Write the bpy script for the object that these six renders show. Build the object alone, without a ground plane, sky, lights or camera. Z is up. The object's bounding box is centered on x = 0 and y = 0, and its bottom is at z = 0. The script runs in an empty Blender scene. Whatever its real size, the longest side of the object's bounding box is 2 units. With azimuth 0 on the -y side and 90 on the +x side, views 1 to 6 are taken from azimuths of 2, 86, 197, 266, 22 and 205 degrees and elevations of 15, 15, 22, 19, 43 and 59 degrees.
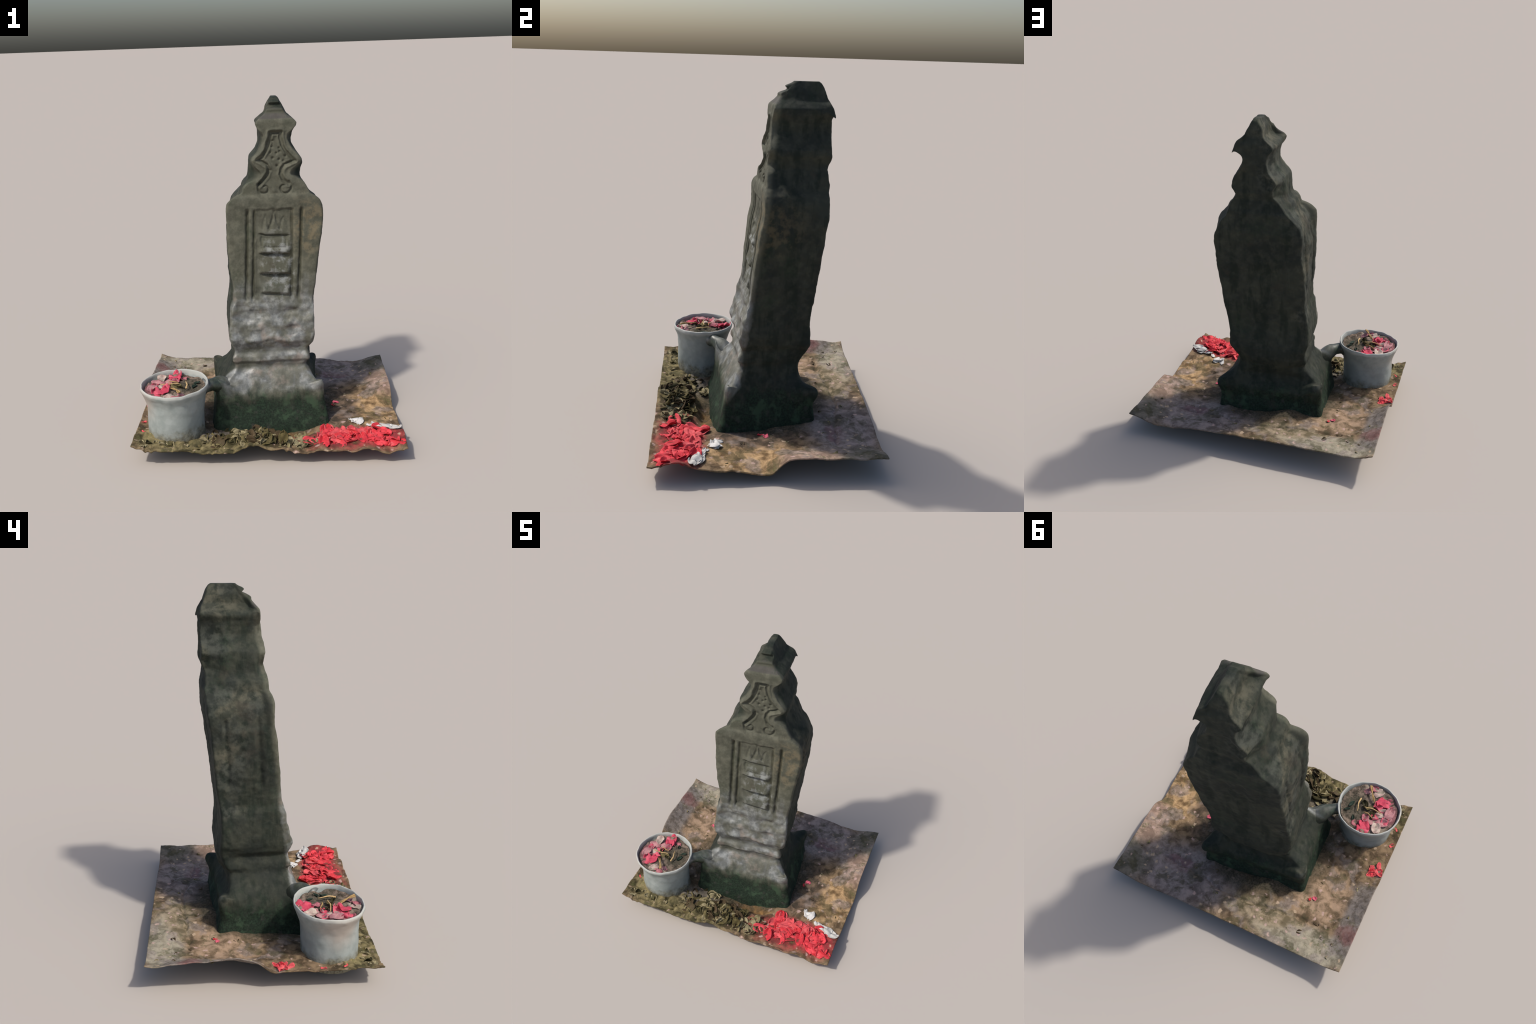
# A weathered, leaning grave marker with carved front, a small pot of petals beside it,
# and the patch of littered soil both stand on.
import bpy, math, random
import numpy as np
from mathutils import noise as mnoise, Vector

SEED = 11
random.seed(SEED)
YAW = math.radians(4.5)
CY, SY = math.cos(YAW), math.sin(YAW)


# ------------------------------------------------------------------ small helpers
def smooth(a, b, x):
    t = np.clip((np.asarray(x, float) - a) / (b - a), 0, 1)
    return t * t * (3 - 2 * t)


def lattice(seed, n=64):
    return np.random.RandomState(seed).rand(n, n, n).astype(np.float32)


LAT = lattice(5)


def vnoise(P, scale, seed=0):
    """value noise on points (N,3), range -1..1"""
    Q = np.asarray(P, float) * scale + seed * 17.31 + 100.0
    i = np.floor(Q).astype(int)
    f = Q - i
    f = f * f * f * (f * (f * 6 - 15) + 10)
    n = LAT.shape[0]
    out = 0
    for dx in (0, 1):
        for dy in (0, 1):
            for dz in (0, 1):
                w = (f[:, 0] if dx else 1 - f[:, 0]) * (f[:, 1] if dy else 1 - f[:, 1]) * (f[:, 2] if dz else 1 - f[:, 2])
                out = out + w * LAT[(i[:, 0] + dx) % n, (i[:, 1] + dy) % n, (i[:, 2] + dz) % n]
    return out * 2 - 1


def fbm(P, scale, octaves=3, seed=0):
    return sum(vnoise(P, scale * 2 ** k, seed + k) * 0.5 ** k for k in range(octaves))


def pchip(xs, ys, x):
    """monotone cubic interpolation"""
    xs, ys = np.asarray(xs, float), np.asarray(ys, float)
    o = np.argsort(xs)
    xs, ys = xs[o], ys[o]
    h = np.diff(xs)
    d = np.diff(ys) / h
    m = np.zeros_like(ys)
    for k in range(1, len(xs) - 1):
        if d[k - 1] * d[k] > 0:
            w1, w2 = 2 * h[k] + h[k - 1], h[k] + 2 * h[k - 1]
            m[k] = (w1 + w2) / (w1 / d[k - 1] + w2 / d[k])
    m[0], m[-1] = d[0], d[-1]
    x = np.clip(x, xs[0], xs[-1])
    i = np.clip(np.searchsorted(xs, x) - 1, 0, len(xs) - 2)
    t = (x - xs[i]) / h[i]
    return ((1 + 2 * t) * (1 - t) ** 2 * ys[i] + t * (1 - t) ** 2 * h[i] * m[i]
            + t * t * (3 - 2 * t) * ys[i + 1] + t * t * (t - 1) * h[i] * m[i + 1])


def link(obj, parent=None):
    bpy.context.scene.collection.objects.link(obj)
    if parent:
        obj.parent = parent
    return obj


def mesh_object(name, verts, faces, mat, parent=None, smooth_shade=True):
    me = bpy.data.meshes.new(name)
    me.from_pydata([tuple(v) for v in verts], [], faces)
    me.validate()
    me.update()
    if smooth_shade:
        me.polygons.foreach_set("use_smooth", [True] * len(me.polygons))
    me.materials.append(mat)
    return link(bpy.data.objects.new(name, me), parent)


def empty(name, loc=(0, 0, 0)):
    e = bpy.data.objects.new(name, None)
    e.location = loc
    return link(e)


# ------------------------------------------------------------------ material toolkit
def lin(c):
    return tuple(((x / 255) / 12.92 if x / 255 <= 0.04045 else ((x / 255 + 0.055) / 1.055) ** 2.4) for x in c)


class Mat:
    def __init__(self, name, rough=0.9):
        self.m = bpy.data.materials.new(name)
        self.m.use_nodes = True
        self.t = self.m.node_tree
        self.t.nodes.clear()
        self.out = self.node("ShaderNodeOutputMaterial")
        self.bsdf = self.node("ShaderNodeBsdfPrincipled")
        self.bsdf.inputs["Roughness"].default_value = rough
        self.bsdf.inputs["Specular IOR Level"].default_value = 0.2
        self.t.links.new(self.bsdf.outputs[0], self.out.inputs[0])
        tc = self.node("ShaderNodeTexCoord")
        self.P = tc.outputs["Object"]

    def node(self, kind):
        return self.t.nodes.new(kind)

    def put(self, sock, v):
        if isinstance(v, (int, float)):
            sock.default_value = v
        elif isinstance(v, (tuple, list)):
            if sock.type == "RGBA" and len(v) == 3:
                v = (*v, 1)
            sock.default_value = v
        else:
            self.t.links.new(v, sock)

    def math(self, op, a, b=0.0, c=0.0):
        n = self.node("ShaderNodeMath")
        n.operation = op
        for s, v in zip(n.inputs, (a, b, c)):
            self.put(s, v)
        return n.outputs[0]

    def vmath(self, op, a, b=(0, 0, 0)):
        n = self.node("ShaderNodeVectorMath")
        n.operation = op
        self.put(n.inputs[0], a)
        if op == "SCALE":
            self.put(n.inputs["Scale"], b)
        else:
            self.put(n.inputs[1], b)
        return n.outputs["Value"] if op in ("LENGTH", "DOT_PRODUCT", "DISTANCE") else n.outputs[0]

    def sep(self, v):
        n = self.node("ShaderNodeSeparateXYZ")
        self.put(n.inputs[0], v)
        return n.outputs

    def noise(self, scale, detail=4, rough=0.55, distort=0.0, vec=None, stretch=None, color=False):
        n = self.node("ShaderNodeTexNoise")
        v = vec or self.P
        if stretch:
            v = self.vmath("MULTIPLY", v, stretch)
        self.put(n.inputs["Vector"], v)
        n.inputs["Scale"].default_value = scale
        n.inputs["Detail"].default_value = detail
        n.inputs["Roughness"].default_value = rough
        n.inputs["Distortion"].default_value = distort
        return n.outputs["Color" if color else "Fac"]

    def voronoi(self, scale, feature="F1", vec=None, out="Distance"):
        n = self.node("ShaderNodeTexVoronoi")
        n.feature = feature
        self.put(n.inputs["Vector"], vec or self.P)
        n.inputs["Scale"].default_value = scale
        return n.outputs[out]

    def step(self, x, a, b):
        n = self.node("ShaderNodeMapRange")
        n.interpolation_type = "SMOOTHSTEP"
        self.put(n.inputs[0], x)
        n.inputs[1].default_value, n.inputs[2].default_value = a, b
        return n.outputs[0]

    def mix(self, f, a, b, kind="MIX"):
        n = self.node("ShaderNodeMix")
        n.data_type = "RGBA"
        n.blend_type = kind
        self.put(n.inputs[0], f)
        self.put(n.inputs[6], a)
        self.put(n.inputs[7], b)
        return n.outputs[2]

    def warped(self, amount, scale, detail=3):
        c = self.noise(scale, detail, color=True)
        return self.vmath("ADD", self.P, self.vmath("SCALE", self.vmath("SUBTRACT", c, (.5, .5, .5)), amount))

    def blob(self, vec, center, radius, soft=0.5):
        """1 inside an ellipsoid, 0 outside"""
        d = self.vmath("LENGTH", self.vmath("DIVIDE", self.vmath("SUBTRACT", vec, center), radius))
        return self.step(d, 1 + soft, 1 - soft)

    def mul(self, *a):
        r = a[0]
        for b in a[1:]:
            r = self.math("MULTIPLY", r, b)
        return r

    def bump(self, height, strength=0.3, dist=0.01):
        n = self.node("ShaderNodeBump")
        n.inputs["Strength"].default_value = strength
        n.inputs["Distance"].default_value = dist
        self.put(n.inputs["Height"], height)
        self.t.links.new(n.outputs[0], self.bsdf.inputs["Normal"])

    def color(self, c):
        self.put(self.bsdf.inputs["Base Color"], c)


def stone_material():
    m = Mat("weathered_stone", 0.8)
    W = m.warped(0.10, 9)
    x, y, z = m.sep(m.P)
    wx, wy, wz = m.sep(W)
    n1 = m.noise(5, 5, 0.6)
    n2 = m.noise(22, 5, 0.6)
    n3 = m.noise(90, 4, 0.65)
    streak = m.noise(6, 4, .6, stretch=(3, 3, 0.5))
    base = m.mix(m.step(n1, .35, .68), (.019, .023, .019), (.039, .042, .030))  # whole stone tinted near black to match the shade on sides and back
    base = m.mix(m.mul(m.step(streak, .46, .62), .70), base, (.011, .017, .012))
    # carved face lightened to its sunlit tone, cut off with a ragged edge
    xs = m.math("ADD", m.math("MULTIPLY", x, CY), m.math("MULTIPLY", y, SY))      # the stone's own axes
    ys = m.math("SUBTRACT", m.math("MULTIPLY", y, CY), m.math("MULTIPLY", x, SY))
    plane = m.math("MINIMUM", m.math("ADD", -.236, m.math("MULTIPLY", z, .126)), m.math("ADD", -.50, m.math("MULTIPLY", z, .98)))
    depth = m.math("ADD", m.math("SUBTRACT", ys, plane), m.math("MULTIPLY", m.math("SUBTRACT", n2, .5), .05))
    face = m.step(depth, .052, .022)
    baked_light = m.math("ADD", m.math("MULTIPLY", m.step(n2, .42, .68), .17), m.math("MULTIPLY", face, .84))
    baked_light = m.math("MINIMUM", baked_light, 1.0)
    baked_light_col = m.mix(m.step(m.math("ADD", m.math("MULTIPLY", n2, .7), m.math("MULTIPLY", n3, .3)), .36, .64), (.088, .088, .064), (.130, .128, .095))
    col = m.mix(m.math("MULTIPLY", baked_light, .85), base, baked_light_col)
    # pale olive patches on the left flank, mostly crown and shoulder
    pale_flank = None
    for ctr, rad in (((-.03, .24, 1.93), (.10, .16, .09)), ((-.06, .26, 1.70), (.10, .12, .11)), ((-.12, .12, 1.44), (.12, .16, .06)), ((-.22, .12, 1.36), (.10, .16, .06)), ((-.25, .20, .80), (.07, .10, .05)), ((-.37, .22, .33), (.07, .07, .05)), ((-.24, .16, 1.12), (.06, .09, .20))):
        b = m.blob(W, ctr, rad, .6)
        pale_flank = b if pale_flank is None else m.math("MAXIMUM", pale_flank, b)
    pale_flank = m.mul(pale_flank, m.step(n2, .36, .62))
    col = m.mix(m.mul(pale_flank, .62), col, m.mix(m.step(n1, .42, .58), (.075, .080, .066), (.110, .102, .072)))
    # ochre lichen on the right shoulder
    o = m.mul(m.blob(W, (.27, -.04, 1.25), (.09, .2, .16), .6), m.step(n2, .42, .6))
    col = m.mix(m.mul(o, .30), col, (.23, .16, .075))
    # darker brown-green bands along the carved channels, grey-brown dust on the ledges of the cap
    band = None
    for c0, slope in ((-.100, .050), (-.058, .050), (.163, .035), (.222, .060)):
        d = m.math("ABSOLUTE", m.math("SUBTRACT", xs, m.math("ADD", c0 - 1.36 * slope, m.math("MULTIPLY", z, slope))))
        k = m.step(d, .014, .004)
        band = k if band is None else m.math("MAXIMUM", band, k)
    band = m.mul(band, face, m.step(wz, .80, .86), m.step(wz, 1.38, 1.33), m.step(streak, .30, .5))
    col = m.mix(m.mul(band, .72), col, (.026, .026, .015))
    hollow = m.mul(m.blob(W, (.072, -.02, 1.52), (.075, .1, .05), .5), face, m.step(n2, .35, .55))
    col = m.mix(m.mul(hollow, .55), col, (.042, .042, .028))
    for z0, z1 in ((1.880, 1.916), (1.934, 1.968)):
        dust = m.mul(m.step(z, z0, z0 + .006), m.step(z, z1, z1 - .006), face)
        col = m.mix(m.mul(dust, .75), col, m.mix(n2, (.050, .046, .044), (.085, .077, .074)))
    # bluish wet highlights painted as pale colour low on the front
    low = m.mul(m.step(m.math("ADD", wz, m.math("MULTIPLY", m.math("SUBTRACT", streak, .5), .35)), .97, .72), m.step(wz, .24, .31), face)
    low2 = m.mul(m.blob(W, (.07, -.1, 1.0), (.09, .1, .24), .5), m.step(n2, .45, .62))
    painted_glint = m.math("MAXIMUM", m.mul(low, m.step(m.noise(10, 4, 0.55, distort=.5), .36, .66)), m.mul(low2, .8))
    col = m.mix(m.mul(painted_glint, .78), col, m.mix(m.step(n2, .35, .68), (.105, .113, .115), (.290, .305, .302)))
    pinkish = m.mul(low, m.step(m.noise(9, 4, .6, vec=m.vmath("ADD", m.P, (3, 1, 2))), .56, .70))
    col = m.mix(m.mul(pinkish, .45), col, (.27, .215, .18))
    # moss on the plinth and splashes of it elsewhere
    vst = m.noise(26, 4, .6, stretch=(1, 1, .22))
    mz = m.step(m.math("ADD", z, m.math("ADD", m.math("MULTIPLY", m.math("SUBTRACT", vst, .5), .24), m.math("MULTIPLY", m.math("SUBTRACT", n1, .5), .22))), .325, .185)
    mz = m.math("MAXIMUM", mz, m.blob(W, (-.33, -.27, .31), (.085, .075, .11), .35))
    moss = m.mix(m.step(n3, .38, .64), (.008, .014, .009), (.018, .036, .020))
    moss = m.mix(m.step(n2, .55, .7), moss, (.035, .036, .030))
    moss = m.mix(m.step(m.noise(12, 4, .6, vec=m.vmath("ADD", m.P, (2, 2, 8))), .52, .66), moss, (.034, .062, .034))
    col = m.mix(m.mul(mz, .88), col, moss)
    spl = m.mul(m.step(m.noise(4, 5, .65, vec=m.vmath("ADD", m.P, (7, 3, 1))), .54, .68), m.step(n3, .4, .6))
    col = m.mix(m.mul(spl, .5), col, (.026, .042, .023))
    br = m.step(m.noise(6, 5, .65, vec=m.vmath("ADD", m.P, (1, 9, 5))), .58, .72)
    col = m.mix(m.mul(br, .4), col, (.050, .040, .029))
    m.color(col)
    m.put(m.bsdf.inputs["Roughness"], m.math("SUBTRACT", .80, m.mul(low, m.step(n1, .3, .6), .42)))
    m.put(m.bsdf.inputs["Specular IOR Level"], m.math("ADD", .2, m.mul(low, .45)))
    h = m.math("ADD", m.math("MULTIPLY", n3, .6), m.math("MULTIPLY", m.noise(220, 3), .4))
    m.bump(h, .35, .005)
    return m.m


def ground_material():
    m = Mat("littered_soil", 0.92)
    W = m.warped(0.13, 7, 4)
    x, y, z = m.sep(m.P)
    n1 = m.noise(8, 5, .62)
    n2 = m.noise(30, 5, .62, distort=.6)
    n3 = m.noise(85, 4, .65)
    cell = m.voronoi(38, vec=m.warped(.03, 40))
    fleck = m.step(cell, .20, .08)
    off = lambda a, b, c: m.vmath("ADD", W, (a, b, c))
    n0 = m.noise(5, 4, .6)
    nm = m.noise(15, 4, .6, distort=.5)
    nn = m.math("ADD", m.math("MULTIPLY", nm, .72), m.math("MULTIPLY", n2, .28))
    col = m.mix(m.step(nn, .38, .62), (.072, .049, .028), (.225, .155, .092))
    stones = m.step(m.noise(7, 3, .5, vec=off(5, 2, 0)), .53, .62)
    crumb = m.mul(m.step(m.voronoi(24, vec=m.warped(.05, 26)), .34, .16), m.step(m.sep(m.voronoi(24, vec=m.warped(.05, 26), out="Color"))[0], .55, .62))

    def zone(center, radius, dark, light, amount=1.0, soft=.35, tex=None):
        nonlocal col
        k = m.blob(W, (center[0], center[1], .1), (radius[0], radius[1], 5), soft)
        c = m.mix(m.step(tex or nn, .37, .63), dark, light)
        col = m.mix(m.mul(k, amount), col, c)

    zone((-.38, -.50), (.48, .17), (.038, .032, .014), (.225, .185, .090))        # olive leaf litter
    zone((-.28, -.40), (.16, .10), (.045, .042, .036), (.16, .14, .125), .8)
    zone((.60, -.10), (.20, .20), (.140, .085, .040), (.470, .310, .160))        # dry straw
    zone((.42, -.06), (.13, .24), (.045, .034, .024), (.170, .115, .078))        # dark soil right of the stone
    zone((.73, .22), (.10, .15), (.200, .135, .100), (.380, .265, .200))         # ruddy slab
    zone((.36, .45), (.34, .20), (.115, .092, .082), (.270, .222, .208))         # mauve stone, back right
    zone((.43, .40), (.10, .05), (.20, .10, .105), (.29, .17, .175), .5)
    zone((.72, .52), (.13, .14), (.070, .066, .052), (.145, .130, .105))
    zone((-.52, .53), (.36, .11), (.185, .160, .115), (.330, .295, .220))        # beige slab, back left
    zone((-.18, .46), (.24, .09), (.120, .095, .055), (.310, .245, .165))
    zone((-.48, .20), (.17, .20), (.110, .075, .042), (.340, .235, .155))
    zone((.52, -.47), (.36, .13), (.10, .018, .018), (.42, .045, .055), .9, .3, n1)  # stain under the petals
    zone((.11, -.315), (.13, .045), (.110, .060, .024), (.36, .19, .06), .9)
    col = m.mix(m.mul(stones, m.step(y, -.28, -.18), .55), col, m.mix(m.step(n2, .35, .65), (.155, .125, .110), (.265, .225, .205)))
    col = m.mix(m.mul(crumb, .75), col, m.mix(m.step(n0, .45, .56), (.44, .33, .225), (.46, .32, .28)))
    mossy = m.step(m.noise(8, 4, .6, vec=off(1, 8, 0)), .54, .64)
    col = m.mix(m.mul(mossy, .60), col, m.mix(n3, (.030, .028, .014), (.065, .062, .028)))
    # kerb stone at the left edge, with a red stain
    kerb = m.mul(m.step(x, -.64, -.69), m.step(y, .0, .06), m.step(y, .56, .50))
    col = m.mix(m.mul(kerb, .9), col, m.mix(m.step(n2, .35, .65), (.14, .115, .095), (.26, .225, .20)))
    stain = m.mul(m.blob(W, (-.75, .39, .1), (.06, .05, 5), .6), .5)
    col = m.mix(stain, col, (.19, .055, .055))
    # scattered pale and pink flecks, tufts of grass
    where = m.step(m.noise(6, 3), .45, .62)
    col = m.mix(m.mul(fleck, where, .25), col, m.mix(m.step(n1, .45, .55), (.50, .37, .28), (.52, .33, .30)))
    grass = m.mul(m.step(m.noise(11, 5, .65, vec=m.vmath("ADD", m.P, (4, 2, 0))), .55, .68), m.step(n3, .42, .6))
    col = m.mix(m.mul(grass, .65), col, (.075, .085, .028))
    spot = m.mul(m.step(n3, .58, .70), m.step(n2, .55, .40))
    col = m.mix(m.mul(spot, .6), col, (.030, .024, .016))
    # darker ring of ground colour around the foot of the stone
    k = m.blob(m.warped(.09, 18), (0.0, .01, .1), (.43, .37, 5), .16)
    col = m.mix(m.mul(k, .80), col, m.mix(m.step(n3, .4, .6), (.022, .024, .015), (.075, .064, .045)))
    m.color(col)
    m.bump(m.math("ADD", m.math("MULTIPLY", n2, .6), m.math("MULTIPLY", n3, .4)), .5, .010)
    return m.m


def pot_material():
    m = Mat("glazed_pot", .55)
    W = m.warped(.08, 12)
    x, y, z = m.sep(m.P)
    n = m.noise(16, 5, .6)
    f = m.noise(70, 4, .6)
    c = m.mix(m.step(n, .35, .65), (.250, .280, .265), (.305, .332, .315))
    c = m.mix(m.mul(m.step(f, .5, .7), .2), c, (.23, .255, .245))
    warm = m.mul(m.blob(W, (-.75, -.42, .34), (.09, .14, .12), .6), .6)
    c = m.mix(warm, c, (.42, .33, .27))
    rim = m.step(m.math("ADD", z, m.math("MULTIPLY", m.math("SUBTRACT", n, .5), .03)), .368, .386)
    c = m.mix(m.mul(rim, .7), c, (.46, .46, .42))
    dirt = m.step(m.math("ADD", z, m.math("MULTIPLY", m.math("SUBTRACT", n, .5), .16)), .17, .09)
    c = m.mix(m.mul(dirt, .85), c, m.mix(m.step(f, .4, .6), (.085, .065, .030), (.21, .185, .115)))
    stain = m.mul(m.step(m.noise(9, 4, .6, stretch=(2, 2, .6)), .60, .76), .25)
    c = m.mix(stain, c, (.17, .17, .155))
    m.color(c)
    m.bump(f, .15, .004)
    return m.m


def leaf_material(name, colors, rough=.7, translucent=.15):
    m = Mat(name, rough)
    r = m.node("ShaderNodeObjectInfo").outputs["Random"]
    c = colors[0]
    for k, nxt in enumerate(colors[1:], 1):
        c = m.mix(m.step(r, (k - .55) / len(colors), (k + .05) / len(colors)), c, nxt)
    n = m.noise(35, 4, .6)
    n2 = m.noise(120, 3, .6)
    c = m.mix(m.mul(m.step(n, .42, .68), .45), c, tuple(v * .55 for v in colors[0]))
    c = m.mix(m.mul(m.step(n2, .5, .7), .25), c, tuple(min(1, v * 1.5 + .03) for v in colors[-1]))
    m.color(c)
    m.bump(n2, .3, .004)
    tr = m.node("ShaderNodeBsdfTranslucent")
    m.put(tr.inputs["Color"], c)
    mx = m.node("ShaderNodeMixShader")
    mx.inputs[0].default_value = translucent
    m.t.links.new(m.bsdf.outputs[0], mx.inputs[1])
    m.t.links.new(tr.outputs[0], mx.inputs[2])
    m.t.links.new(mx.outputs[0], m.out.inputs[0])
    return m.m


def compost_material():
    m = Mat("damp_compost", .95)
    n = m.noise(45, 5, .65, distort=.4)
    n2 = m.noise(18, 4, .6)
    c = m.mix(m.step(n, .35, .66), (.060, .046, .034), (.24, .18, .14))
    W = m.warped(.06, 20)
    for ctr, rad, colr, k in (((-.66, -.36, .37), (.07, .07, .1), (.34, .12, .15), .85),
                              ((-.63, -.26, .37), (.07, .05, .1), (.36, .31, .25), .8),
                              ((-.535, -.50, .37), (.06, .035, .1), (.42, .37, .30), .8),
                              ((-.46, -.34, .37), (.08, .10, .1), (.035, .042, .026), .6)):
        c = m.mix(m.mul(m.blob(W, ctr, rad, .4), k), c, m.mix(m.step(n2, .4, .6), tuple(v * .7 for v in colr), colr))
    m.color(c)
    m.bump(n, .8, .01)
    return m.m


STONE, SOIL, POT = stone_material(), ground_material(), pot_material()
COMPOST = compost_material()
RED = leaf_material("red_petal", [(.66, .040, .055), (.80, .065, .085), (.80, .13, .14)], .6, .2)
MAUVE = leaf_material("faded_petal", [(.40, .12, .15), (.46, .22, .23), (.52, .43, .36)], .7, .1)
PINK = leaf_material("pink_petal", [(.62, .07, .12), (.72, .14, .20)], .6, .2)
WHITE = leaf_material("white_petal", [(.62, .60, .56), (.75, .73, .70)], .6, .2)
DRY = leaf_material("dry_leaf", [(.040, .036, .014), (.13, .105, .042), (.25, .21, .105), (.36, .31, .18), (.075, .050, .026)], .8, .1)
GREEN = leaf_material("dark_leaf", [(.015, .030, .020), (.030, .050, .036)], .6, .1)
STRAW = leaf_material("straw_twig", [(.34, .22, .09), (.48, .33, .16)], .8, 0)


# ------------------------------------------------------------------ the soil patch: height field
HX, HY = .782, .622
CONTROL = [  # (x, y, height) read along the cut edges and on the soil
    (-.783, -.622, .152), (-.704, -.622, .107), (-.53, -.622, .109), (-.353, -.622, .094), (-.212, -.622, .094),
    (-.122, -.622, .130), (-.034, -.622, .132), (.008, -.622, .112), (.071, -.622, .117), (.141, -.622, .089),
    (.211, -.622, .083), (.288, -.622, .097), (.372, -.622, .088), (.491, -.622, .097), (.589, -.622, .107),
    (.666, -.622, .081), (.782, -.622, .104), (.782, -.46, .120), (.782, -.327, .082), (.782, -.161, .067),
    (.782, .02, .053), (.612, .622, .093), (.782, .622, .134), (.296, .622, .124), (-.072, .622, .138),
    (-.424, .622, .139), (-.709, .622, .152), (-.783, .622, .176), (-.783, -.492, .139), (-.783, -.249, .125), (-.783, -.03, .121),
    (-.727, -.087, .116), (-.15, .287, .142), (.471, .45, .089), (.038, .411, .099), (-.37, .435, .125),
    (-.62, .385, .130), (-.459, .244, .111), (-.422, .027, .101), (.62, .07, .085), (.416, .005, .074),
    (.522, -.276, .080), (.753, -.370, .092), (.342, -.36, .075), (-.055, -.455, .124), (.030, -.400, .058), (-.10, -.375, .066), (-.20, -.37, .058),
    (.105, -.303, .045), (.066, -.337, .030), (.10, -.36, .045), (.594, .428, .094), (.399, .233, .083), (-.612, -.522, .118),
    (-.425, -.411, .088), (-.577, -.215, .112), (-.68, -.308, .111), (-.3, -.42, .075), (-.36, -.1, .095),
    (0, 0, .02), (.2, -.29, .045), (-.2, -.29, .05), (.3, .1, .08), (.25, .30, .11), (-.3, .3, .118), (-.38, .15, .12),
    (.782, .10, .128), (.782, .22, .139), (.782, .45, .135), (.69, .073, .106), (.70, .45, .118), (.68, .22, .118), (.70, .55, .125), (-.12, .395, .112), (.0, .385, .104), (-.45, .40, .116), (-.28, .37, .116), (-.12, .49, .130), (.0, .50, .125), (-.45, .50, .138), (-.28, .49, .134), (.18, .50, .113),
    (-.782, .48, .182), (-.782, .36, .200), (-.782, .22, .205), (-.782, .10, .203), (-.782, .045, .185), (-.69, .30, .138), (-.69, .12, .130), (-.70, .045, .128), (-.67, .46, .138), (-.73, .55, .158),
    (.5, -.45, .09), (-.2, -.5, .100), (.1, -.5, .098), (.22, -.47, .08), (.63, .25, .10), (.62, -.1, .07),
]
CP = np.array(CONTROL)


def fit():
    d = np.linalg.norm(CP[:, None, :2] - CP[None, :, :2], axis=2)
    A = np.sqrt(d * d + .0009)
    n = len(CP)
    M = np.zeros((n + 1, n + 1))
    M[:n, :n] = A - np.eye(n) * .003
    M[:n, n] = M[n, :n] = 1
    return np.linalg.solve(M, np.r_[CP[:, 2], 0])


COEF = fit()


def height(x, y):
    x, y = np.asarray(x, float).ravel(), np.asarray(y, float).ravel()
    d2 = (x[:, None] - CP[None, :, 0]) ** 2 + (y[:, None] - CP[None, :, 1]) ** 2
    h = np.sqrt(d2 + .0009) @ COEF[:-1] + COEF[-1]
    P = np.c_[x, y, np.zeros_like(x)]
    wob = vnoise(P, 14, 3) * .012
    # crack line at the back where the slab starts
    crack = (y - (.415 + .03 * np.cos(x * 5))) + wob
    h -= .010 * np.exp(-(crack / .010) ** 2) * smooth(.62, .5, np.abs(x))
    h += fbm(P, 12, 4, 7) * .006
    lit = smooth(-.34, -.44, y) * smooth(.32, .15, x)
    h += lit * (np.abs(vnoise(P, 26, 9)) * .016 - .010)
    h += smooth(-.30, -.40, y) * smooth(.22, .36, x) * (np.abs(vnoise(P, 17, 12)) * .016 - .012)
    # hollow in front of the stone, down to the lowest point
    h -= .040 * np.exp(-(((x - .13) / .15) ** 2 + ((y + .335) / .045) ** 2))
    return np.maximum(h, .002)


def build_ground():
    nx, ny = 300, 240
    gx, gy = np.linspace(-HX, HX, nx), np.linspace(-HY, HY, ny)
    X, Y = np.meshgrid(gx, gy)
    Z = height(X, Y)
    top = np.c_[X.ravel(), Y.ravel(), Z]
    bot = top.copy()
    bot[:, 2] = np.maximum(top[:, 2] - .007, -.001 * 0)
    bot[:, 2] = np.minimum(bot[:, 2], top[:, 2] - .002)
    n = nx * ny
    F = []
    for j in range(ny - 1):
        for i in range(nx - 1):
            a = j * nx + i
            F.append((a, a + 1, a + nx + 1, a + nx))
            F.append((n + a, n + a + nx, n + a + nx + 1, n + a + 1))
    rim = [i for i in range(nx)] + [j * nx + nx - 1 for j in range(1, ny)] + [(ny - 1) * nx + i for i in range(nx - 2, -1, -1)] + [j * nx for j in range(ny - 2, 0, -1)]
    for a, b in zip(rim, rim[1:] + rim[:1]):
        F.append((a, n + a, n + b, b))
    return np.r_[top, bot], F


patch = empty("ground_patch")
patch["label"] = "square patch of brown soil with fallen leaves and red petals"
patch["category"] = "ground patch"
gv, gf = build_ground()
soil = mesh_object("soil", gv, gf, SOIL, patch)


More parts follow.
